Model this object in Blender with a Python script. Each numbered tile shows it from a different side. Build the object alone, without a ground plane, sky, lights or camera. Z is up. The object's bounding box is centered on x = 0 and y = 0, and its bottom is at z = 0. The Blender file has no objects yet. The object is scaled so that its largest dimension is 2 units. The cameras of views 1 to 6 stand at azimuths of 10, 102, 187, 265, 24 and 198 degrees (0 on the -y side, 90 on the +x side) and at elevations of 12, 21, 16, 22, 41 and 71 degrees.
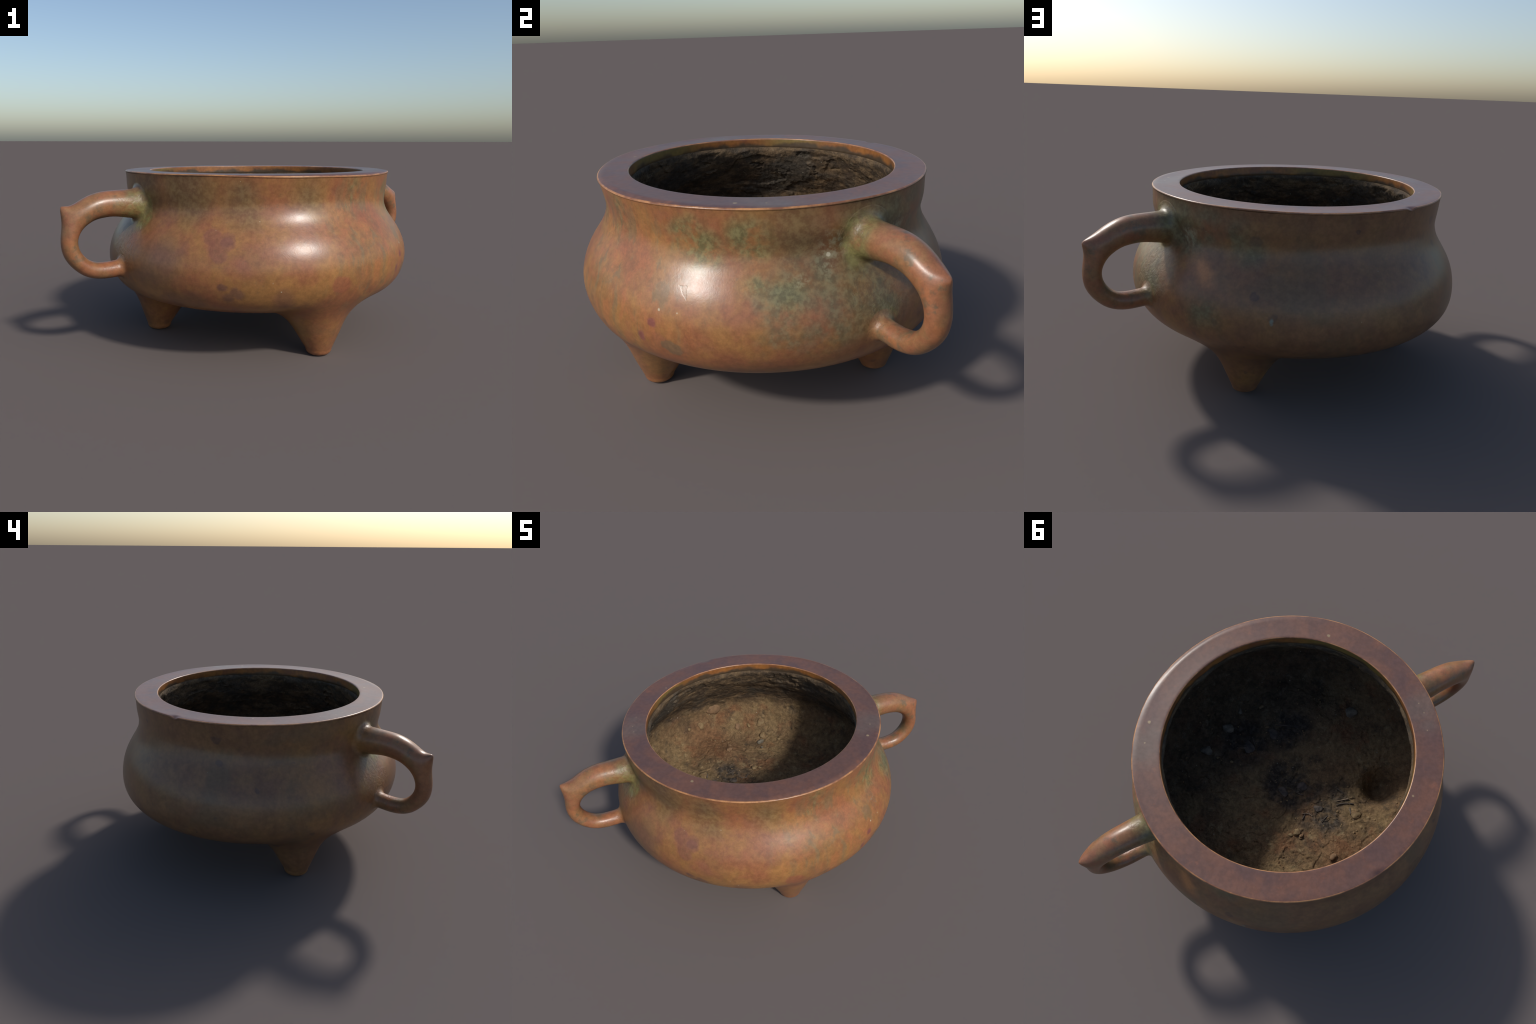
import bpy, bmesh, math, random
import numpy as np
from mathutils import Vector, noise as mnoise

random.seed(7)
rng = np.random.default_rng(7)

# ------------------------------------------------------------------ helpers
def spline(knots, values, x):
    """natural cubic spline through (knots, values) evaluated at x"""
    k, v = np.asarray(knots, float), np.asarray(values, float)
    n = len(k); h = np.diff(k); A = np.eye(n); b = np.zeros(n)
    for i in range(1, n - 1):
        A[i, i - 1], A[i, i], A[i, i + 1] = h[i - 1], 2 * (h[i - 1] + h[i]), h[i]
        b[i] = 6 * ((v[i + 1] - v[i]) / h[i] - (v[i] - v[i - 1]) / h[i - 1])
    M = np.linalg.solve(A, b)
    x = np.asarray(x, float); i = np.clip(np.searchsorted(k, x) - 1, 0, n - 2)
    a, c = k[i + 1] - x, x - k[i]
    return M[i] * a**3 / 6 / h[i] + M[i + 1] * c**3 / 6 / h[i] + (v[i] / h[i] - M[i] * h[i] / 6) * a + (v[i + 1] / h[i] - M[i + 1] * h[i] / 6) * c


def curve2d(points, n):
    """smooth planar curve through points, n samples of even arc length"""
    p = np.asarray(points, float)
    t = np.r_[0, np.cumsum(np.linalg.norm(np.diff(p, axis=0), axis=1) ** 0.7)]
    u = np.linspace(0, t[-1], 4000)
    q = np.stack([spline(t, p[:, j], u) for j in range(p.shape[1])], 1)
    s = np.r_[0, np.cumsum(np.linalg.norm(np.diff(q[:, :2], axis=0), axis=1))]
    w = np.linspace(0, s[-1], n)
    return np.stack([np.interp(w, s, q[:, j]) for j in range(p.shape[1])], 1)


def sstep(x, a, b):
    t = np.clip((x - a) / (b - a), 0, 1)
    return t * t * (3 - 2 * t)


def fbm(P, scale, octaves=4, gain=0.5, lac=2.0, seed=0.0):
    out = np.empty(len(P)); off = Vector((seed * 7.31, seed * 3.17, seed * 5.77))
    for i, p in enumerate(P):
        q = Vector(p) * scale + off; a, s = 1.0, 0.0
        for _ in range(octaves):
            s += a * mnoise.noise(q); q = q * lac; a *= gain
        out[i] = s
    return out


# ------------------------------------------------------------- vessel frame
CX, CY = -0.003, 0.006              # bowl axis
OV2C, OV2S = 0.0068, 0.0032         # it was cast slightly oval
TILTX, TILTY = 0.0018, -0.0092      # and its mouth is not quite level


def swell(phi, z):
    """the belly hangs off centre and the neck stays fuller towards the handles"""
    belly = .0055 * np.cos(phi) - .0090 * np.sin(phi) - .0005 * np.cos(2 * phi) + .0048 * np.sin(2 * phi)
    neck = .0075 + .005 * np.cos(phi - 1.35) + .015 * np.cos(2 * (phi - .763))
    mouth = .006 * np.cos(2 * (phi - .763)) * sstep(z, .96, 1.07)
    hang = sstep(z, .42, .62)
    return belly * (1 - sstep(z, .72, .90)) * hang + mouth + neck * np.exp(-((z - .975) / .072) ** 2)


def place(r, phi, z, grow=True):
    if grow:
        r = r + swell(phi, z) * np.minimum(r / .8, 1.0)
    s = r * (1 + OV2C * np.cos(2 * phi) + OV2S * np.sin(2 * phi))
    lift = (TILTX * np.cos(phi) + TILTY * np.sin(phi)) * np.minimum(r / 0.86, 1.0)
    return np.stack([CX + s * np.cos(phi), CY + s * np.sin(phi), z + lift], -1)


def unplace(P):
    x, y, z = P[:, 0] - CX, P[:, 1] - CY, P[:, 2]
    phi = np.arctan2(y, x); r = np.hypot(x, y) / (1 + OV2C * np.cos(2 * phi) + OV2S * np.sin(2 * phi))
    r = r - swell(phi, z) * np.minimum(r / .8, 1.0)
    return r, phi, z - (TILTX * np.cos(phi) + TILTY * np.sin(phi)) * np.minimum(r / 0.86, 1.0)


OUTER = [(0, .252), (.2, .254), (.4, .262), (.55, .273), (.66, .284), (.75, .300), (.851, .331), (.930, .3835), (.978, .458),
         (.9945, .545), (.984, .630), (.954, .707), (.909, .780), (.866, .848), (.8445, .915), (.844, .955), (.852, 1.01), (.8645, 1.090)]
outer = curve2d(OUTER, 330)
LIP_OUT, LIP_IN, LIP_Z = .868, .7065, 1.1015


def body_sdf(P):
    r, _, z = unplace(P)
    poly = outer[::3]
    out = np.empty(len(P))
    a, b = poly[:-1], poly[1:]; d = b - a; L2 = (d**2).sum(1)
    for c in range(0, len(P), 4000):
        q = np.stack([r[c:c + 4000], z[c:c + 4000]], 1)[:, None]
        t = np.clip(((q - a) * d).sum(2) / L2, 0, 1)
        v = q - (a + t[..., None] * d); D = (v**2).sum(2); k = D.argmin(1); i = np.arange(len(k))
        side = d[k, 0] * (q[:, 0, 1] - a[k, 1]) - d[k, 1] * (q[:, 0, 0] - a[k, 0])
        out[c:c + 4000] = np.sqrt(D[i, k]) * np.where(side > 0, -1, 1)
    return out


# ------------------------------------------------------------------ handles
# r, z, half thickness in the plane of the loop, half width across it
HANDLE = [(.74, .914, .094, .095), (.84, .917, .091, .092), (.93, .921, .085, .086), (1.02, .926, .077, .080), (1.10, .921, .075, .077),
          (1.175, .898, .070, .074), (1.235, .855, .064, .069), (1.272, .800, .053, .063), (1.293, .735, .047, .060),
          (1.286, .658, .048, .058), (1.245, .594, .047, .057), (1.185, .551, .048, .055), (1.10, .535, .049, .054), (1.03, .537, .050, .053),
          (.95, .540, .053, .057), (.88, .543, .056, .060)]


class Handle:
    def __init__(self, azimuth, tip, shift):
        a = math.radians(azimuth)
        self.u = np.array([math.cos(a), math.sin(a), 0]); self.v = np.array([-self.u[1], self.u[0], 0])
        self.c = curve2d(HANDLE, 500); self.tip = np.array(tip); self.shift = shift
        d = np.gradient(self.c[:, :2], axis=0); d /= np.linalg.norm(d, axis=1, keepdims=True)
        self.n = np.stack([-d[:, 1], d[:, 0]], 1)          # outward side of the loop

    def at(self, s, psi):
        """surface point at arc parameter s (0..1), angle psi around the section"""
        x = np.clip(s, 0, 1) * 499
        f = lambda A: np.stack([np.interp(x, np.arange(500), A[:, j]) for j in range(A.shape[1])], -1)
        c, n = f(self.c), f(self.n)
        m = c[..., :2] + n * (c[..., 2] * np.sin(psi))[..., None]
        return self.lift(m[..., 0], m[..., 1], c[..., 3] * np.cos(psi))

    def lift(self, r, z, w):
        return r[..., None] * self.u + (w + self.skew(z))[..., None] * self.v + z[..., None] * np.array([0, 0, 1.])

    def local(self, P):
        return P @ self.u, P[:, 2], P @ self.v - self.skew(P[:, 2])

    def skew(self, z):
        return self.shift[0] + (self.shift[1] - self.shift[0]) * (.93 - z) / .38

    def sdf(self, P):
        r, z, w = self.local(P)
        c = self.c[::4]; n = self.n[::4]
        D = (r[:, None] - c[:, 0])**2 + (z[:, None] - c[:, 1])**2
        k = D.argmin(1); dn = (r - c[k, 0]) * n[k, 0] + (z - c[k, 1]) * n[k, 1]
        A, B = c[k, 2], c[k, 3]
        k0 = np.sqrt((dn / A)**2 + (w / B)**2); k1 = np.sqrt((dn / A**2)**2 + (w / B**2)**2) + 1e-9
        return k0 * (k0 - 1) / k1


class Leg:
    def __init__(self, x, y, foot, flare, lean, base=0.0):
        self.base, self.x, self.y, self.foot, self.flare, self.lean = base, x, y, foot, flare, lean
        o = np.array([x, y]); self.out = o / np.linalg.norm(o)

    def radius(self, z):
        # a cone that rounds over once it is inside the bowl's floor
        h = .26; q = np.maximum(.12 - np.abs(z - h), 0) / .12
        return self.foot + self.flare * (np.minimum(z, h) - q * q * .12 / 4)

    def centre(self, z):
        return self.x - self.out[0] * self.lean * z, self.y - self.out[1] * self.lean * z

    def at(self, z, psi):
        cx, cy = self.centre(z); r = self.radius(z)
        return np.stack([cx + r * np.cos(psi), cy + r * np.sin(psi), z], -1)

    def sdf(self, P):
        cx, cy = self.centre(P[:, 2])
        return (np.hypot(P[:, 0] - cx, P[:, 1] - cy) - self.radius(P[:, 2])) / math.sqrt(1 + self.flare**2)


def grad(f, P, e=4e-4):
    g = np.empty_like(P)
    for j in range(3):
        d = np.zeros(3); d[j] = e
        g[:, j] = (f(P + d) - f(P - d)) / (2 * e)
    return g


def fillet_rows(part, start, k, rows):
    """trace the smooth union of a part with the bowl, from part-only surface out to bowl-only surface"""
    def F(P):
        a, b = body_sdf(P), part.sdf(P); h = np.maximum(k - np.abs(a - b), 0) / k
        return np.minimum(a, b) - h * h * k / 4
    W = lambda P: part.sdf(P) - body_sdf(P)
    P, out = start.copy(), []
    for w in np.linspace(-k, k * 1.0, rows):
        for _ in range(5):
            f, g, gf, gg = F(P), W(P) - w, grad(F, P), grad(W, P)
            a, b, c = (gf * gf).sum(1), (gf * gg).sum(1), (gg * gg).sum(1)
            det = np.maximum(a * c - b * b, 1e-3)
            s, t = (c * f - b * g) / det, (a * g - b * f) / det
            step = s[:, None] * gf + t[:, None] * gg
            L = np.linalg.norm(step, axis=1, keepdims=True)
            P = P - step * np.minimum(1, 0.02 / np.maximum(L, 1e-9))
        out.append(P.copy())
    # run on along the bowl and sink gently under its skin, so that no edge shows
    n = grad(body_sdf, P); n /= np.linalg.norm(n, axis=1, keepdims=True)
    d = out[-1] - out[-2]; d -= n * (d * n).sum(1, keepdims=True); d /= np.linalg.norm(d, axis=1, keepdims=True) + 1e-9
    out[-2] = out[-2] + n * .0002
    for run, sink in ((.004, .0002), (.008, .0008), (.012, .0018), (.016, .0032)):
        Q = P + d * run
        m = grad(body_sdf, Q); m /= np.linalg.norm(m, axis=1, keepdims=True)
        out.append(Q - m * (body_sdf(Q)[:, None] + sink))
    return out


# ------------------------------------------------------------ mesh building
def grid_mesh(name, rows, closed=True, cap_start=False, cap_end=False, flip=False, keep=None):
    """rows: list of (n,3) rings joined into quads"""
    n = len(rows[0]); V = np.vstack(rows); m = len(rows); F = []
    for i in range(m - 1):
        for j in range(n if closed else n - 1):
            q = (i * n + j, i * n + (j + 1) % n, (i + 1) * n + (j + 1) % n, (i + 1) * n + j)
            F.append(q[::-1] if flip else q)
    V = V.tolist()
    for flag, base, rev in ((cap_start, 0, True), (cap_end, (m - 1) * n, False)):
        if flag:
            V.append(np.mean(rows[0 if rev else -1], axis=0).tolist()); c = len(V) - 1
            for j in range(n):
                t = (base + j, base + (j + 1) % n, c)
                F.append(t[::-1] if rev != flip else t)
    if keep is not None:
        F = [f for f in F if keep[list(f)].any()]
    me = bpy.data.meshes.new(name); me.from_pydata(V, [], F); me.validate()
    me.polygons.foreach_set("use_smooth", [True] * len(me.polygons))
    me.update()
    return me


def add(name, me, parent, mat):
    o = bpy.data.objects.new(name, me); bpy.context.scene.collection.objects.link(o)
    o.parent = parent
    me.materials.clear(); me.materials.append(mat)
    return o


# ------------------------------------------------------------------ shading
class Nodes:
    def __init__(self, name):
        self.mat = bpy.data.materials.new(name); self.mat.use_nodes = True
        self.t = self.mat.node_tree; self.bsdf = self.t.nodes["Principled BSDF"]
        self.obj = self.new("ShaderNodeTexCoord").outputs["Object"]

    def new(self, kind, **kw):
        n = self.t.nodes.new(kind)
        for k, v in kw.items():
            setattr(n, k, v)
        return n

    def put(self, sock, v):
        if isinstance(v, bpy.types.NodeSocket):
            self.t.links.new(v, sock)
        elif v is not None:
            if sock.type == "RGBA" and len(v) == 3:
                v = (*v, 1)
            sock.default_value = v

    def math(self, op, a, b=None, c=None, clamp=False):
        n = self.new("ShaderNodeMath", operation=op, use_clamp=clamp)
        for s, v in zip(n.inputs, (a, b, c)):
            self.put(s, v)
        return n.outputs[0]

    def mul(self, a, b): return self.math("MULTIPLY", a, b)
    def addm(self, a, b): return self.math("ADD", a, b)

    def ramp(self, v, lo, hi, smooth=True):
        n = self.new("ShaderNodeMapRange", interpolation_type="SMOOTHSTEP" if smooth else "LINEAR")
        for i, x in enumerate((v, lo, hi, 0.0, 1.0)):
            self.put(n.inputs[i], x)
        return n.outputs[0]

    def vmap(self, vec, scale=(1, 1, 1), loc=(0, 0, 0)):
        n = self.new("ShaderNodeMapping"); self.put(n.inputs[0], vec)
        n.inputs["Scale"].default_value = scale; n.inputs["Location"].default_value = loc
        return n.outputs[0]

    def noise(self, scale, detail=4, rough=0.55, vec=None, dist=0.0, colour=False):
        n = self.new("ShaderNodeTexNoise"); self.put(n.inputs["Vector"], vec if vec is not None else self.obj)
        n.inputs["Scale"].default_value, n.inputs["Detail"].default_value = scale, detail
        n.inputs["Roughness"].default_value, n.inputs["Distortion"].default_value = rough, dist
        return n.outputs[1 if colour else 0]

    def voronoi(self, scale, vec=None, feature="F1", out="Distance", rnd=1.0):
        n = self.new("ShaderNodeTexVoronoi", feature=feature); self.put(n.inputs["Vector"], vec if vec is not None else self.obj)
        n.inputs["Scale"].default_value = scale; n.inputs["Randomness"].default_value = rnd
        return n.outputs[out]

    def mix(self, f, a, b, blend="MIX"):
        n = self.new("ShaderNodeMix", data_type="RGBA", blend_type=blend)
        self.put(n.inputs[0], f); self.put(n.inputs[6], a); self.put(n.inputs[7], b)
        return n.outputs[2]

    def warped(self, amount, scale, detail=3):
        """object coordinates pushed about by noise, for ragged patch outlines"""
        c = self.noise(scale, detail, colour=True)
        s = self.new("ShaderNodeVectorMath", operation="SUBTRACT"); self.put(s.inputs[0], c); s.inputs[1].default_value = (.5, .5, .5)
        m = self.new("ShaderNodeVectorMath", operation="SCALE"); self.put(m.inputs[0], s.outputs[0]); m.inputs["Scale"].default_value = amount
        a = self.new("ShaderNodeVectorMath", operation="ADD"); self.put(a.inputs[0], self.obj); self.put(a.inputs[1], m.outputs[0])
        return a.outputs[0]

    def spot(self, vec, p, radius, soft, squash=(1, 1, 1)):
        """1 inside a ball about p, falling to 0 over the soft edge"""
        a = self.new("ShaderNodeVectorMath", operation="SUBTRACT"); self.put(a.inputs[0], vec); a.inputs[1].default_value = p
        m = self.new("ShaderNodeVectorMath", operation="MULTIPLY"); self.put(m.inputs[0], a.outputs[0]); m.inputs[1].default_value = squash
        l = self.new("ShaderNodeVectorMath", operation="LENGTH"); self.put(l.inputs[0], m.outputs[0])
        return self.ramp(l.outputs["Value"], radius + soft, radius - soft)

    def union(self, masks):
        m = masks[0]
        for x in masks[1:]:
            m = self.math("MAXIMUM", m, x)
        return m

    def bump(self, h, strength, distance, normal=None):
        n = self.new("ShaderNodeBump"); self.put(n.inputs["Strength"], strength); self.put(n.inputs["Distance"], distance)
        self.put(n.inputs["Height"], h); self.put(n.inputs["Normal"], normal)
        return n.outputs[0]

    def finish(self, colour, rough, normal=None, spec=0.5, metallic=0.0):
        for k, v in (("Base Color", colour), ("Roughness", rough), ("Normal", normal), ("Specular IOR Level", spec), ("Metallic", metallic)):
            if v is not None:
                self.put(self.bsdf.inputs[k], v)
        return self.mat


def bronze(name, reddish=0.0, edge=False):
    """brown casting bronze: ochre and red-brown clouds, painted olive shading, plum and verdigris patches"""
    N = Nodes(name)
    w_small, w_big = N.warped(.08, 8, 5), N.warped(.17, 4.5, 3)
    cloud, cloud2, blot = N.noise(2.3, 5, .6, dist=.4), N.noise(4.6, 6, .62, vec=N.vmap(N.obj, loc=(3, 1, 7))), N.noise(9, 6, .62, vec=N.vmap(N.obj, loc=(8, 2, 4)))
    fine, grain = N.noise(34, 5, .65), N.noise(120, 3, .6)
    col = N.mix(N.ramp(cloud2, .36, .62), (.304, .143, .044), (.262, .098, .042))
    col = N.mix(N.mul(N.ramp(cloud, .50, .70), .55), col, (.190, .105, .042))
    col = N.mix(N.mul(N.ramp(blot, .52, .70), .42), col, (.335, .150, .043))
    col = N.mix(N.mul(N.ramp(N.noise(7, 6, .65, vec=N.vmap(N.obj, loc=(1, 9, 2))), .54, .68), .36), col, (.200, .082, .050))
    # runs down the flank
    streak = N.noise(15, 5, .6, vec=N.vmap(N.warped(.05, 8), scale=(1, 1, .22)))
    run_zone = N.spot(w_big, (.80, -.48, .70), .42, .22)
    col = N.mix(N.mul(N.mul(N.ramp(streak, .52, .64), run_zone), .55), col, (.155, .120, .062))
    col = N.mix(N.mul(N.mul(N.ramp(streak, .46, .36), run_zone), .45), col, (.36, .125, .045))
    # darker plum-brown over the far side
    sep = N.new("ShaderNodeSeparateXYZ"); N.put(sep.inputs[0], w_big)
    far = N.addm(N.addm(N.mul(sep.outputs[0], -.72), N.mul(sep.outputs[1], .70)), N.mul(N.math("SUBTRACT", cloud2, .5), 1.1))
    far = N.ramp(far, -.05, .70)
    plum = N.mix(N.ramp(blot, .40, .62), (.190, .104, .050), (.138, .076, .044))
    plum = N.mix(N.mul(N.ramp(cloud, .50, .62), .8), plum, (.122, .085, .050))
    plum = N.mix(N.mul(N.ramp(cloud2, .56, .70), .8), plum, (.205, .115, .050))
    col = N.mix(N.mul(far, .74), col, plum)
    # small dark spots, thicker on the far side
    v = N.voronoi(9, N.warped(.035, 30, 3)); pick = N.voronoi(9, N.warped(.035, 30, 3), out="Color")
    ps = N.new("ShaderNodeSeparateColor"); N.put(ps.inputs[0], pick)
    dark = N.mul(N.ramp(v, N.mul(ps.outputs[0], .36), N.mul(ps.outputs[0], .22)), N.ramp(ps.outputs[1], .55, .60))
    col = N.mix(N.mul(dark, N.addm(N.mul(far, .40), .10)), col, (.052, .036, .040))
    # plum and rust stains with clear outlines
    for pts, r, soft, c, a in (
            (((-.045, -.925, .720), (-.085, -.893, .770), (-.005, -.912, .755), (-.040, -.94, .68)), .058, .010, (.195, .075, .054), .52),
            (((.000, -.912, .757),), .036, .010, (.150, .060, .055), .45),
            (((.618, -.758, .502),), .060, .012, (.265, .085, .043), .70),
            (((.086, -.967, .627), (.12, -.96, .60)), .045, .02, (.24, .085, .055), .40),
            (((-.018, -.979, .519),), .026, .010, (.105, .052, .050), .62),
            (((.05, -.97, .49), (.08, -.97, .47), (.02, -.97, .45)), .034, .014, (.130, .062, .050), .60),
            (((.312, -.895, .432), (-.20, -.93, .41), (-.30, -.88, .41)), .07, .03, (.15, .068, .048), .50),
            (((.972, -.204, .515), (.972, -.18, .50)), .038, .006, (.160, .105, .058), .75),
            (((.955, -.275, .60), (.93, -.34, .53)), .022, .010, (.19, .06, .06), .75),
            (((-.369, -.902, .640), (-.45, -.86, .60)), .12, .08, (.165, .095, .060), .65),
            (((.385, .830, .770), (.36, .86, .73)), .050, .040, (.33, .14, .045), .60)):
        col = N.mix(N.mul(N.union([N.spot(w_small, p, r, soft) for p in pts]), a), col, c)
    # shading under the lip painted in soft olive-brown, with dull flank patches
    dusk = N.union([N.spot(w_big, p, r, .10) for p, r in (((-.25, -.80, 1.0), .16), ((-.52, -.66, .98), .14), ((.05, -.84, .97), .10), ((.42, -.72, .98), .10), ((.10, -.86, .90), .07), ((.60, .60, 1.0), .20), ((.72, .62, .72), .18), ((.80, .33, .98), .15), ((.78, .45, .82), .12))])
    col = N.mix(N.mul(dusk, .66), col, N.mix(N.ramp(fine, .40, .60), (.118, .082, .038), (.150, .120, .056)))
    flecks = N.mul(N.ramp(N.noise(48, 6, .7, vec=N.vmap(N.obj, loc=(6, 1, 1))), .56, .66), N.ramp(N.noise(5, 4, .6, vec=N.vmap(N.obj, loc=(9, 9, 1))), .40, .62))
    col = N.mix(N.mul(flecks, .34), col, (.140, .098, .050))
    # verdigris
    ragged = N.ramp(N.noise(8, 5, .66, vec=N.vmap(N.obj, loc=(5, 5, 1))), .34, .54)
    olive = N.union([N.spot(w_big, p, r, .05) for p, r in (
        ((.835, -.145, .965), .085), ((.85, -.06, .905), .085), ((.844, .12, .965), .085), ((.845, -.02, .85), .05), ((.66, -.535, 1.03), .05), ((.66, -.52, .95), .055),
        ((.66, -.535, .90), .03), ((.907, .182, .764), .06), ((.87, .30, .72), .08))])
    col = N.mix(N.mul(N.mul(olive, ragged), .88), col, N.mix(N.ramp(fine, .42, .60), (.135, .122, .052), (.190, .180, .078)))
    grey = N.union([N.spot(w_big, p, r, .07) for p, r in (
        ((.82, .372, .80), .12), ((.929, .306, .667), .14), ((.815, .50, .70), .14), ((.97, .24, .585), .09), ((.884, .462, .60), .12),
        ((.535, .67, .99), .11), ((.70, .61, .76), .15), ((.48, .70, .89), .13), ((.34, .78, .96), .10), ((.21, .82, .94), .09), ((.12, .845, .875), .07),
        ((.377, .922, .573), .09), ((.66, .69, .70), .16), ((-.63, -.60, .78), .10))])
    col = N.mix(N.mul(N.mul(grey, N.ramp(N.noise(5.0, 4, .62, vec=N.vmap(N.obj, loc=(2, 7, 3))), .36, .58)), .75), col,
                N.mix(N.ramp(fine, .40, .62), (.118, .110, .058), (.152, .150, .080)))
    roots = N.union([N.spot(N.warped(.09, 12, 5), p, r, .03) for p, r in (
        ((.655, .575, .925), .115), ((.67, .55, .86), .07), ((.74, .67, .89), .06), ((-.600, -.640, .90), .11), ((-.58, -.67, .86), .09), ((-.68, -.72, .87), .08), ((-.74, -.76, .86), .05), ((.72, .70, .57), .060), ((-.72, -.71, .57), .045))])
    col = N.mix(N.mul(N.mul(roots, N.ramp(N.noise(16, 6, .68), .34, .58)), .80), col, N.mix(N.ramp(blot, .40, .60), (.135, .112, .044), (.205, .190, .064)))
    under = N.union([N.spot(N.warped(.10, 12, 5), p, r, .03) for p, r in (((.78, .745, .855), .06), ((.82, .78, .585), .045), ((.90, .86, .66), .05), ((-.79, -.76, .855), .06), ((-.82, -.79, .585), .045), ((-.72, -.68, .965), .05))])
    UNDER = N.mul(N.mul(under, N.ramp(blot, .36, .54)), .75)
    pale = N.mul(N.union([N.spot(N.warped(.10, 14, 6), p, r, .03) for p, r in (((.715, .458, .93), .055), ((.735, .448, .87), .035), ((.76, .44, .81), .03), ((.48, .715, .91), .05), ((.84, .35, .79), .025), ((.72, .72, .62), .03), ((-.62, -.60, .93), .035), ((-.57, -.70, .79), .02))]),
                 N.ramp(fine, .40, .60))
    col = N.mix(N.mul(pale, .50), col, (.30, .31, .20))
    # specks of lime and bare metal
    dots = N.union([N.spot(N.warped(.006, 60, 2), p, r, .0025) for p, r in (
        ((.941, -.243, .666), .0075), ((.962, -.154, .664), .006), ((.736, .448, .872), .010), ((.722, -.533, .789), .0035), ((.74, -.53, .77), .003), ((.715, -.55, .76), .003),
        ((.166, -.834, .858), .0035), ((.793, .313, .976), .0045), ((.79, .32, .962), .0035), ((.79, .30, .965), .003), ((.813, .242, .929), .004), ((.81, .26, .915), .003),
        ((.257, -.946, .546), .004), ((.30, -.927, .494), .003))])
    col = N.mix(N.mul(dots, .8), col, (.55, .50, .36))
    scab = N.spot(N.warped(.02, 40, 4), (-.004, .993, .574), .013, .004, (1, 1, .6))
    col = N.mix(N.mul(scab, .8), col, (.22, .26, .22))
    d = N.voronoi(16); dp = N.new("ShaderNodeSeparateColor"); N.put(dp.inputs[0], N.voronoi(16, out="Color"))
    col = N.mix(N.mul(N.mul(N.ramp(d, .055, .03), N.ramp(dp.outputs[0], .90, .92)), .55), col, (.42, .36, .22))
    if reddish:
        out = N.new("ShaderNodeVectorMath", operation="LENGTH"); flat = N.new("ShaderNodeVectorMath", operation="MULTIPLY")
        N.put(flat.inputs[0], N.obj); flat.inputs[1].default_value = (1, 1, 0); N.put(out.inputs[0], flat.outputs[0])
        away = N.ramp(out.outputs["Value"], .93, 1.08)
        skin = N.mix(N.ramp(blot, .42, .60), (.270, .104, .050), (.255, .128, .056))
        skin = N.mix(N.mul(N.ramp(N.noise(11, 7, .70, vec=N.vmap(N.obj, loc=(4, 4, 8))), .53, .64), .80), skin, (.120, .096, .060))
        skin = N.mix(N.mul(N.ramp(N.noise(6, 5, .6, vec=N.vmap(N.obj, loc=(1, 4, 2))), .52, .64), .7), skin, (.33, .118, .046))
        col = N.mix(N.mul(away, .85), col, skin)
        col = N.mix(UNDER, col, (.112, .096, .055))
    # grain
    col = N.mix(1.0, col, N.mix(N.ramp(fine, .28, .72), (.84, .84, .84), (1.12, 1.12, 1.12)), "MULTIPLY")
    col = N.mix(.55, col, N.mix(N.ramp(grain, .3, .7), (.88, .88, .88), (1.10, 1.10, 1.10)), "MULTIPLY")
    hs = N.new('ShaderNodeHueSaturation'); N.put(hs.inputs['Color'], col); hs.inputs['Saturation'].default_value = .98; hs.inputs['Value'].default_value = .94
    col = hs.outputs[0]
    rough = N.addm(N.addm(.27, N.mul(fine, .12)), N.mul(N.math("MAXIMUM", N.mul(grey, .6), roots), .10))
    # relief: faint hammering, rough patch beside the handle, one torn flake
    rub = N.union([N.spot(w_big, (.74, .70, .68), .17, .08), N.spot(w_big, (-.70, -.70, .68), .15, .08), N.spot(w_big, (.655, .575, .925), .12, .05), N.spot(w_big, (-.60, -.64, .92), .12, .05)])
    b = N.bump(N.noise(26, 6, .6, dist=.8), .35, N.addm(.0012, N.mul(rub, .012)))
    b = N.bump(grain, .10, .002, b)
    sp = N.new("ShaderNodeSeparateXYZ"); N.put(sp.inputs[0], N.warped(.022, 26, 4))
    y, z = sp.outputs[1], sp.outputs[2]
    tear = N.mul(N.mul(N.ramp(y, -.118, -.121), N.ramp(N.addm(y, N.mul(z, .8)), .452, .458)), N.mul(N.ramp(z, .772, .767), N.mul(N.ramp(y, -.165, -.160), N.ramp(sp.outputs[0], .5, .6))))
    rim_of = N.mul(N.mul(tear, N.math('SUBTRACT', 1.0, tear)), 4.0)
    col = N.mix(N.mul(tear, N.ramp(fine, .35, .65)), col, (.20, .16, .11)); col = N.mix(N.mul(rim_of, .06), col, (.09, .075, .055))
    b = N.bump(N.mul(tear, N.addm(.4, fine)), .10, -.004, b)
    return N.finish(col, rough, b, spec=.5)


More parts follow.
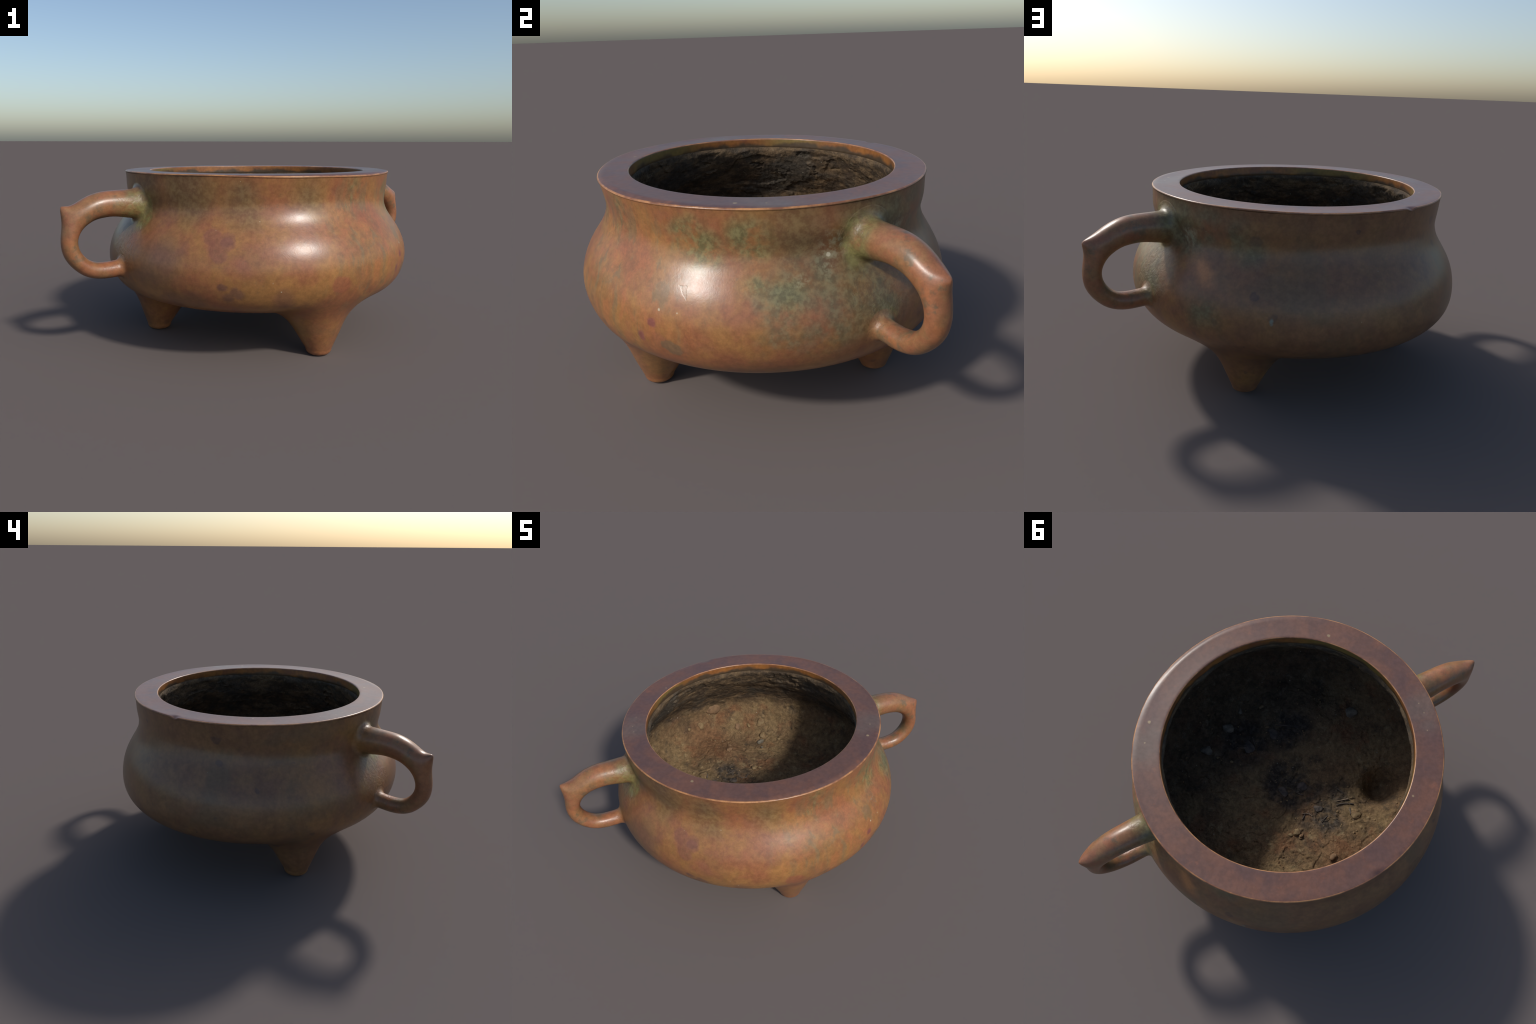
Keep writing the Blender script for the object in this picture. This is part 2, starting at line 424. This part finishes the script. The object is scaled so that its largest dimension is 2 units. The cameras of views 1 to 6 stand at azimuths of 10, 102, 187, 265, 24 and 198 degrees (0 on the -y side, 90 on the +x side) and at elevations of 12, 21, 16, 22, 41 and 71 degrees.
def lip_metal(name, kind):
    N = Nodes(name)
    fine, blot, cloud = N.noise(40, 5, .65), N.noise(6, 7, .62, dist=.5), N.noise(2.6, 4, .6)
    if kind == "top":
        col = N.mix(N.ramp(blot, .38, .62), (.124, .064, .049), (.158, .072, .047))
        col = N.mix(N.mul(N.ramp(cloud, .48, .66), .55), col, (.092, .054, .052))
        col = N.mix(N.mul(N.ramp(N.noise(14, 7, .68), .58, .70), .55), col, (.21, .085, .05))
        w = N.warped(.10, 7, 5)
        stain = N.union([N.spot(w, p, r, .06) for p, r in (((.774, .232, 1.1), .10), ((-.681, -.429, 1.1), .09), ((.741, .13, 1.1), .06), ((-.73, -.33, 1.1), .05))])
        col = N.mix(N.mul(stain, .60), col, (.130, .098, .080))
        dots = N.union([N.spot(N.warped(.01, 50, 3), p, r, .003) for p, r in (((-.052, -.745, 1.1015), .011), ((.799, .073, 1.1), .009), ((-.70, -.40, 1.1), .005), ((-.66, -.45, 1.1), .004), ((-.74, -.30, 1.1), .004), ((.78, .20, 1.1), .004), ((-.74, .10, 1.1), .006))])
        col = N.mix(N.mul(dots, .75), col, (.36, .27, .15))
        rough = N.addm(.30, N.mul(blot, .16))
    elif kind == "edge":
        col = N.mix(N.ramp(N.noise(7, 6, .65), .38, .60), (.20, .085, .045), (.42, .20, .080))
        rough = N.addm(.26, N.mul(fine, .12))
    else:
        col = N.mix(N.ramp(N.noise(5, 5, .6), .38, .62), (.190, .072, .022), (.250, .100, .025))
        col = N.mix(N.mul(N.ramp(N.noise(9, 7, .66), .50, .66), .7), col, (.155, .055, .030))
        green = N.union([N.spot(N.warped(.15, 5, 5), p, r, .12) for p, r in (((-.20, -.70, 1.06), .30), ((-.72, .05, 1.06), .16))])
        col = N.mix(N.mul(green, .75), col, (.150, .120, .035))
        sp = N.new("ShaderNodeSeparateXYZ"); N.put(sp.inputs[0], N.warped(.10, 7, 6))
        col = N.mix(N.ramp(sp.outputs[2], 1.078, 1.050), col, (.060, .040, .024))
        rough = N.addm(.28, N.mul(fine, .2))
    col = N.mix(.8, col, N.mix(N.ramp(fine, .3, .7), (.84, .84, .84), (1.14, 1.14, 1.14)), "MULTIPLY")
    b = N.bump(N.noise(18, 6, .6), .3, .0015 if kind == "top" else .004)
    return N.finish(col, rough, b, spec=.5)


def crust(name):
    """burnt ash: tan dust and rust on the floor, soot on the overhanging wall, charred heap in the middle"""
    N = Nodes(name)
    w = N.warped(.22, 4.5, 6)
    blot, fine, grain, cloud = N.noise(7, 8, .66), N.noise(30, 6, .68), N.noise(140, 4, .7), N.noise(3, 5, .6, vec=N.vmap(N.obj, loc=(4, 1, 6)))
    col = N.mix(N.ramp(cloud, .38, .60), (.218, .147, .073), (.172, .108, .056))
    col = N.mix(N.mul(N.ramp(blot, .52, .66), .75), col, (.105, .070, .040))
    col = N.mix(N.mul(N.ramp(N.noise(11, 7, .66, vec=N.vmap(N.obj, loc=(7, 3, 2))), .56, .68), .75), col, (.265, .200, .108))
    col = N.mix(N.mul(N.ramp(N.noise(5, 6, .6, vec=N.vmap(N.obj, loc=(2, 8, 5))), .54, .66), .55), col, (.200, .085, .040))
    sep = N.new("ShaderNodeSeparateXYZ"); N.put(sep.inputs[0], w)
    soot = N.ramp(sep.outputs[2], .57, .70)
    wallc = N.mix(N.ramp(N.noise(8, 8, .68, vec=N.vmap(N.obj, scale=(1, 1, 2.4))), .40, .64), (.055, .039, .026), (.160, .106, .058))
    wallc = N.mix(N.mul(N.ramp(cloud, .50, .62), .7), wallc, (.055, .052, .044))
    wallc = N.mix(N.mul(N.ramp(N.noise(17, 6, .7), .60, .70), .6), wallc, (.19, .155, .098))
    col = N.mix(N.mul(soot, .93), col, wallc)
    shadow_side = N.ramp(N.addm(N.addm(N.mul(sep.outputs[0], .75), N.mul(sep.outputs[1], -.55)), N.mul(N.math("SUBTRACT", cloud, .5), .8)), .0, .50)  # floor colour darkened where the bowl's own shadow falls
    painted_shade = N.mix(N.ramp(blot, .40, .60), (.040, .034, .026), (.105, .076, .048))
    painted_shade = N.mix(N.mul(N.ramp(N.noise(12, 7, .7, vec=N.vmap(N.obj, loc=(3, 3, 9))), .54, .64), .8), painted_shade, (.150, .128, .090))
    painted_shade = N.mix(N.mul(N.ramp(cloud, .52, .62), .7), painted_shade, (.095, .052, .032))
    col = N.mix(N.mul(N.mul(shadow_side, .70), N.math("SUBTRACT", 1.0, soot)), col, painted_shade)
    char = N.union([N.spot(w, p, r, .06) for p, r in (((.36, -.22, .33), .17), ((.09, -.42, .33), .15), ((-.31, .14, .33), .12), ((.0, .0, .33), .17), ((-.15, .0, .33), .09), ((-.35, -.03, .33), .08), ((-.18, .20, .33), .06))])
    col = N.mix(N.mul(N.mul(char, N.ramp(blot, .36, .54)), .88), col, N.mix(N.ramp(fine, .42, .62), (.026, .023, .020), (.062, .053, .044)))
    sooty = N.mul(N.ramp(N.noise(6.5, 8, .7, vec=N.vmap(N.obj, loc=(6, 2, 2))), .54, .66), N.math('SUBTRACT', 1.0, soot))
    col = N.mix(N.mul(sooty, .62), col, (.050, .040, .030))
    rust = N.union([N.spot(w, p, r, .08) for p, r in (((-.62, .42, .40), .18), ((-.45, .40, .35), .10))])
    col = N.mix(N.mul(rust, .5), col, (.190, .088, .042))
    d = N.voronoi(26); dp = N.new("ShaderNodeSeparateColor"); N.put(dp.inputs[0], N.voronoi(26, out="Color"))
    col = N.mix(N.mul(N.mul(N.ramp(d, .14, .08), N.ramp(dp.outputs[0], .93, .95)), .7), col, (.40, .36, .28))
    col = N.mix(1.0, col, N.mix(N.ramp(fine, .28, .72), (.62, .62, .62), (1.22, 1.22, 1.22)), "MULTIPLY")
    col = N.mix(.8, col, N.mix(N.ramp(grain, .3, .7), (.74, .74, .74), (1.22, 1.22, 1.22)), "MULTIPLY")
    b = N.bump(N.noise(60, 8, .72), .8, .010)
    b = N.bump(N.noise(16, 8, .68, dist=1.2), .5, .014, b)
    return N.finish(col, N.addm(.72, N.mul(fine, .25)), b, spec=.25)


def grit(name, a, b_, scale=24, r=.8):
    N = Nodes(name)
    col = N.mix(N.ramp(N.noise(scale, 6, .65), .36, .64), a, b_)
    return N.finish(col, r, N.bump(N.noise(90, 5, .65), .5, .004), spec=.3)


M_BODY = bronze("aged_bronze_patina")
M_HANDLE = bronze("handled_bronze", reddish=1.0)
M_RIM = lip_metal("worn_lip_bronze", "top")
M_EDGE = lip_metal("rubbed_lip_edge", "edge")
M_BAND = lip_metal("inner_lip_bronze", "band")
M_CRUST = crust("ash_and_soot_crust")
M_TAN = grit("tan_ash_lump", (.23, .165, .085), (.16, .10, .05))
M_RUSTY = grit("rusty_flake", (.225, .138, .075), (.150, .092, .052))
M_GREY = grit("grey_clinker", (.20, .175, .130), (.10, .085, .064))
M_CHAR = grit("charred_stick", (.045, .038, .034), (.11, .088, .070))
M_PALE = grit("bleached_stick", (.24, .185, .13), (.12, .085, .06))

# ------------------------------------------------------------------- build
root = bpy.data.objects.new("incense_burner", None)
bpy.context.scene.collection.objects.link(root)
root["label"] = "round brown bronze tripod bowl with two loop handles, sooty inside"
root["category"] = "incense burner"

legs = [Leg(.481, -.501, .062, .53, .16), Leg(.183, .652, .055, .52, .16, .019), Leg(-.670, -.202, .064, .50, .18)]
handles = [Handle(43.6, (1.338, .886), (.0, -.006)), Handle(223.9, (1.333, .922), (.003, .018))]

NPHI = 768
phi = np.arange(NPHI) * 2 * np.pi / NPHI

# bowl wall outside: bottom centre up to just under the lip edge
rows = [place(np.full(NPHI, r), phi, np.full(NPHI, z)) for r, z in outer[2:]]
V = np.vstack(rows + [np.mean(rows[0], axis=0)[None]])
inside_leg = np.min([l.sdf(V) for l in legs], axis=0)
me = grid_mesh("bowl", rows, cap_start=True, keep=(inside_leg > -0.012) | (V[:, 2] > .36))
add("bowl", me, root, M_BODY)

# lip: rounded outer edge, flat top, rounded inner edge, inner band
ang = np.radians(np.linspace(0, 90, 7))
top = [(outer[-1][0], outer[-1][1])]
re = .0075
top += [(LIP_OUT - re + re * math.cos(a), LIP_Z - re + re * math.sin(a)) for a in ang]
top += [(LIP_OUT - re + (LIP_IN - LIP_OUT + 2 * re) * t, LIP_Z - .001 * math.sin(t * math.pi)) for t in np.linspace(0, 1, 14)[1:-1]]
top += [(LIP_IN + re - re * math.sin(a), LIP_Z - re + re * math.cos(a)) for a in ang]
top += [(LIP_IN - .002 * t, LIP_Z - re - (.048) * t) for t in np.linspace(0, 1, 6)[1:]]
top += [(LIP_IN - .001 + .004 * t, LIP_Z - re - .048 - .012 * t) for t in (.4, .8, 1.0)]
top += [(LIP_IN + .05, LIP_Z - .085)]
rows = [place(np.full(NPHI, r), phi, np.full(NPHI, z)) for r, z in top]
lip_v, NICK = np.vstack(rows), 2.435
rr, pp, zz = unplace(lip_v)
worn = .009 * np.exp(-((np.angle(np.exp(1j * (pp + .75)))) / .75) ** 2) + .0022 * np.sin(5 * pp + 1) * np.sin(3 * pp) + .010 * np.exp(-((pp - NICK) / .03) ** 2)
lip_v[:, 2] -= np.where(zz > 1.085, worn * sstep(rr, .838, .866), 0)
rows = list(lip_v.reshape(len(rows), NPHI, 3))
lip = add("lip", grid_mesh("lip", rows), root, M_RIM)
lip.data.materials.append(M_EDGE)
for i, p in enumerate(lip.data.polygons):
    k = i // NPHI
    if k <= 1:
        p.material_index = 3
    elif 2 <= k <= 6 or 21 <= k <= 23:
        p.material_index = 1
    elif k > 24:
        p.material_index = 2
lip.data.materials.append(M_BAND)
lip.data.materials.append(M_BODY)

# crusted inside
INNER = [(.713, 1.056), (.7045, 1.036), (.7035, 1.020), (.717, .985), (.742, .93), (.780, .865), (.829, .795), (.872, .725), (.902, .655), (.905, .585), (.880, .505),
         (.824, .410), (.70, .354), (.58, .345), (.42, .344), (.22, .341), (.0, .338)]
NI = 900
phi_i = np.arange(NI) * 2 * np.pi / NI
inner = curve2d(INNER, 330)[:-2]
P = np.vstack([place(r + .0053 * np.cos(2 * (phi_i - .763)) * sstep(z, .94, 1.03), phi_i, np.full(NI, z), False) for r, z in inner])
t2 = np.gradient(inner, axis=0); t2 /= np.linalg.norm(t2, axis=1, keepdims=True)
nr, nz = np.repeat(t2[:, 1], NI), np.repeat(-t2[:, 0], NI)      # towards the hollow
ph = np.tile(phi_i, len(inner)); Rr = np.repeat(inner[:, 0], NI); Zr = np.repeat(inner[:, 1], NI)
nr, nz = -np.abs(nr) * np.sign(np.where(nr == 0, 1, nr)) * np.sign(nr), np.where(Zr < .6, np.abs(nz), -np.abs(nz))


def field(Q, octaves, H=.8):
    return np.array([mnoise.fractal(q, H, 2.1, octaves) for q in Q.tolist()])


def shelves(v, sharp):
    """broken layers: flat steps with steep little cliffs between them"""
    f = np.floor(v); x = v - f
    return f + sstep(x, 1 - sharp, 1.0)


wall = sstep(Zr, .50, .66) * sstep(1.045 - Zr, .0, .05)
floor_w = 1 - sstep(Zr, .47, .62)
below = sstep(1.047 - Zr, .0, .02)
cyl = np.stack([np.cos(ph) * 2.3, np.sin(ph) * 2.3, Zr * 5.5], 1)      # strata run round the wall
strata = field(cyl + 3.1, 6, .9)
lumps = field(P * 4.5 + 11.0, 5, .9)
flaky = field(P * 6.5 + 5.0, 6, 1.0)
grain = field(P * 45.0, 3, .6)
knobs = np.abs(field(P * 15.0 + 2.0, 4, .7))
patchy = sstep(field(P * 2.2 + 21.0, 3), -.25, .35)
high = wall * (.007 * lumps + .012 * strata + patchy * .012 * (shelves(strata * 1.5 + lumps * .5, .14) - strata * 1.5 - lumps * .5) + .0035 * flaky)
high += floor_w * (.012 * lumps + .009 * (shelves(flaky * 1.6, .13) - flaky * 1.6) + .0045 * knobs) + (1 - wall - floor_w) * .010 * lumps
high += .0022 * grain
high *= below
P[:, 0] += np.cos(ph) * nr * high; P[:, 1] += np.sin(ph) * nr * high; P[:, 2] += nz * high

# sunk hollows over the three hollow-cast legs; the one by the left wall is open, the others silted up
PITS = [(-.60, -.172, .30, .030, 1.0), (-.612, -.172, .155, .15, .3), (.16, .59, .22, .030, 1.0), (.43, -.47, .22, .012, 1.0)]
MOUNDS = [(-.12, -.57, .26, -.048, .8), (.14, -.62, .25, -.046, .8), (-.46, .33, .27, -.042, .8), (.40, .0, .16, -.022, .8), (.20, .22, .26, .020, .8), (.08, -.05, .18, .018, .8)]      # heaped and scooped ash
for x, y, R, depth, ragged in PITS + MOUNDS:
    d = np.hypot(P[:, 0] - x, P[:, 1] - y) * (1 + .12 * ragged * lumps)
    P[:, 2] -= depth * np.where(P[:, 2] < .6, 1 - sstep(d, R * .12, R), 0)
leg_gap = np.min([l.sdf(P) for l in legs], axis=0)
base_z = np.interp(np.hypot(P[:, 0] - CX, P[:, 1] - CY), outer[:200, 0], outer[:200, 1]) + .012
hole = sstep(leg_gap, -.05, -.005)
P[:, 2] = np.where(Rr < .8, np.maximum(P[:, 2], base_z * hole + (base_z - .22) * (1 - hole)), P[:, 2])
CRUST = P.copy()
rows = list(P.reshape(len(inner), NI, 3))
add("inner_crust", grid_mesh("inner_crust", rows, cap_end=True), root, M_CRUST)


def bisect(f, lo, hi, n=40):
    lo, hi = lo.copy(), hi.copy(); flo = f(lo) > 0
    for _ in range(n):
        m = (lo + hi) / 2; same = (f(m) > 0) == flo
        lo, hi = np.where(same, m, lo), np.where(same, hi, m)
    return (lo + hi) / 2


# legs
NS = 96
psi = np.arange(NS) * 2 * np.pi / NS
for leg in legs:
    k = .15
    top_z = bisect(lambda z: body_sdf(leg.at(z, psi)) - k, np.full(NS, .02), np.full(NS, .5))
    rows = []
    rb = .036; r0 = leg.radius(rb); fx, fy = leg.centre(rb); foot = np.array([fx - leg.x, fy - leg.y, 0])
    for rr in np.linspace(.1, 1, 5):
        rows.append(np.stack([leg.x + (r0 - rb) * rr * np.cos(psi), leg.y + (r0 - rb) * rr * np.sin(psi), np.full(NS, leg.base)], 1) + foot)
    for a in np.radians(np.linspace(12, 78, 6)):
        rows.append(np.stack([leg.x + (r0 - rb + rb * math.sin(a)) * np.cos(psi), leg.y + (r0 - rb + rb * math.sin(a)) * np.sin(psi), np.full(NS, rb - rb * math.cos(a) + leg.base * (1 - a / 1.57))], 1) + foot)
    for t in np.linspace(0, 1, 14)[:-1]:
        rows.append(leg.at(rb + (top_z - rb) * t, psi))
    rows += fillet_rows(leg, leg.at(top_z, psi), k, 26)
    add("leg", grid_mesh("leg", rows, cap_start=True), root, M_BODY)

# handles
NH = 72
psi = np.arange(NH) * 2 * np.pi / NH
for h in handles:
    k1, k2 = .044, .034
    s0 = bisect(lambda s: body_sdf(h.at(s, psi)) - k1, np.full(NH, .0), np.full(NH, .35))
    s1 = bisect(lambda s: body_sdf(h.at(s, psi)) - k2, np.full(NH, 1.), np.full(NH, .72))
    rows = fillet_rows(h, h.at(s0, psi), k1, 14)[::-1]
    tube = [h.at(s0 + (s1 - s0) * t, psi) for t in np.linspace(0, 1, 150)[1:-1]]
    T = np.vstack(tube)
    # beak: pull the outside of the bend out to a point
    r, z, w = h.local(T)
    bend = np.array([1.255, .835])
    edge = bend + np.array([.80, .60]) * .062
    d = np.sqrt(((r - edge[0]) / .046)**2 + ((z - edge[1]) / .046)**2 + (w / .064)**2)
    pull = np.exp(-d**1.5)
    r2, z2 = r + (h.tip[0] - edge[0]) * pull * 1.10, z + (h.tip[1] - edge[1]) * pull * 1.08
    T = h.lift(r2, z2, w * (1 - .2 * pull))
    rows += list(T.reshape(len(tube), NH, 3))
    rows += fillet_rows(h, h.at(s1, psi), k2, 12)
    add("handle", grid_mesh("handle", rows, flip=False), root, M_HANDLE)

# ------------------------------------------------- what lies on the ash floor
def on_floor(x, y, upto=.75):
    ok = CRUST[:, 2] < upto
    d = (CRUST[:, 0] - x)**2 + (CRUST[:, 1] - y)**2 + np.where(ok, 0, 9)
    return CRUST[d.argmin()]


def stone_mesh(name, size, seed, flat=.55, cuts=3):
    bm = bmesh.new(); bmesh.ops.create_icosphere(bm, subdivisions=cuts, radius=1.0)
    for v in bm.verts:
        n = mnoise.fractal(v.co * 1.1 + Vector((seed * 3.7, seed, 0)), .9, 2, 4)
        v.co *= 1 + .42 * n
        v.co = Vector((v.co.x * size[0], v.co.y * size[1], v.co.z * size[0] * flat))
    me = bpy.data.meshes.new(name); bm.to_mesh(me); bm.free()
    me.polygons.foreach_set("use_smooth", [True] * len(me.polygons))
    return me


def put_stone(name, x, y, w, l, flat, mat, sink=.25, upto=.75, z=None):
    p = on_floor(x, y, upto) if z is None else CRUST[((CRUST - np.array([x, y, z]))**2).sum(1).argmin()]
    o = add(name, stone_mesh(name, (w, l), random.uniform(0, 90), flat), root, mat)
    near = CRUST[((CRUST - p)**2).sum(1) < .035**2]
    n = np.linalg.svd(near - near.mean(0))[2][-1]
    n = n if n @ (np.array([0, 0, .7]) - p) > 0 else -n
    o.location = p + n * w * flat * (1 - 2 * sink) * .5
    q = Vector(n.tolist()).to_track_quat("Z", "Y")
    o.rotation_mode = "QUATERNION"
    from mathutils import Quaternion
    o.rotation_quaternion = q @ Quaternion((0, 0, 1), random.uniform(0, 6.28))
    return o


for x, y, w, l, f, m in ((-.245, .70, .030, .024, .5, M_TAN), (-.236, .625, .026, .022, .7, M_GREY), (-.395, .735, .020, .014, .6, M_TAN), (-.10, .712, .013, .012, .6, M_TAN),
                         (-.15, .30, .026, .022, .7, M_TAN), (-.185, .315, .014, .012, .8, M_RUSTY), (-.115, .325, .017, .012, .6, M_TAN), (-.422, .40, .024, .018, .6, M_RUSTY),
                         (-.20, .57, .012, .010, .6, M_GREY), (-.298, -.64, .040, .038, .35, M_GREY), (.52, -.29, .042, .032, .4, M_GREY), (.62, -.09, .040, .034, .35, M_GREY),
                         (.48, -.45, .022, .015, .6, M_GREY), (.34, -.52, .018, .012, .6, M_TAN), (-.46, .47, .018, .013, .6, M_RUSTY), (-.79, .40, .014, .014, .5, M_TAN)):
    put_stone("pebble", x, y, w, l, f, m)
for x, y, z, w, l, m in ((-.64, .60, .58, .052, .044, M_RUSTY), (-.47, .66, .42, .030, .022, M_RUSTY), (-.30, .74, .46, .028, .040, M_TAN), (-.70, .46, .50, .024, .03, M_TAN),
                         (.34, -.20, .33, .050, .036, M_CHAR), (.02, .05, .33, .040, .026, M_CHAR), (-.10, -.02, .33, .034, .03, M_CHAR), (.20, -.34, .33, .045, .03, M_CHAR),
                         (-.50, .08, .34, .036, .030, M_TAN), (-.24, .10, .33, .03, .022, M_CHAR)):
    put_stone("crust_flake", x, y, w, l, .22, m, .2, z=z)


def stick(x, y, length, yaw, tilt, r, mat):
    p = on_floor(x, y); n = 9
    d = np.array([math.cos(yaw) * math.cos(tilt), math.sin(yaw) * math.cos(tilt), math.sin(tilt)])
    s = np.array([-math.sin(yaw), math.cos(yaw), 0]); u = np.cross(d, s)
    rows, bend = [], random.uniform(-.12, .12) * length
    for i in range(n):
        t = i / (n - 1); c = p + np.array([0, 0, r * .8]) + d * length * (t - .5) + s * bend * (4 * t * (1 - t))
        rr = r * (1 - .25 * t) * (1 + .2 * math.sin(i * 2.3))
        a = np.arange(8) * math.tau / 8
        rows.append(c + rr * (np.cos(a)[:, None] * s + np.sin(a)[:, None] * u))
    add("burnt_stick", grid_mesh("burnt_stick", rows, cap_start=True, cap_end=True), root, mat)


for x, y, L, yaw, tilt, r, m in ((-.475, .085, .085, -.9, .15, .0045, M_PALE), (-.455, .062, .05, 1.9, .1, .004, M_CHAR), (-.412, .03, .12, .35, .05, .0045, M_CHAR), (-.39, .0, .09, .5, .08, .004, M_PALE),
                                 (-.18, .165, .06, .2, .2, .005, M_PALE), (-.165, .185, .045, 1.4, .2, .005, M_CHAR), (-.20, .15, .05, -.6, .1, .004, M_PALE), (.33, -.26, .12, 2.2, .06, .0045, M_CHAR),
                                 (.37, -.19, .10, .4, .08, .004, M_PALE), (.12, -.42, .16, .2, .04, .005, M_CHAR), (.06, -.44, .07, -.8, .1, .004, M_CHAR), (-.30, .16, .06, 1.0, .1, .004, M_CHAR),
                                 (-.15, .285, .05, .3, .1, .005, M_PALE), (-.36, -.06, .06, -.4, .1, .004, M_CHAR), (-.09, .03, .07, -.2, .1, .004, M_CHAR)):
    stick(x, y, L, yaw, tilt, r, m)

# loose crumbs of ash, too small to name
bm = bmesh.new()
for i in range(420):
    rad, a = .80 * math.sqrt(random.random()), random.uniform(0, math.tau)
    p = on_floor(rad * math.cos(a), rad * math.sin(a)); s = random.uniform(.0025, .0065) * (1 + (random.random() > .92) * .9)
    g = bmesh.ops.create_icosphere(bm, subdivisions=1, radius=s)["verts"]
    for v in g:
        v.co *= random.uniform(.75, 1.25)
        v.co = Vector((v.co.x + p[0], v.co.y + p[1], v.co.z * .7 + p[2] + s * .2))
me = bpy.data.meshes.new("ash_crumbs"); bm.to_mesh(me); bm.free()
crumbs = add("ash_crumbs", me, root, M_TAN); crumbs["kind"] = "stuff"
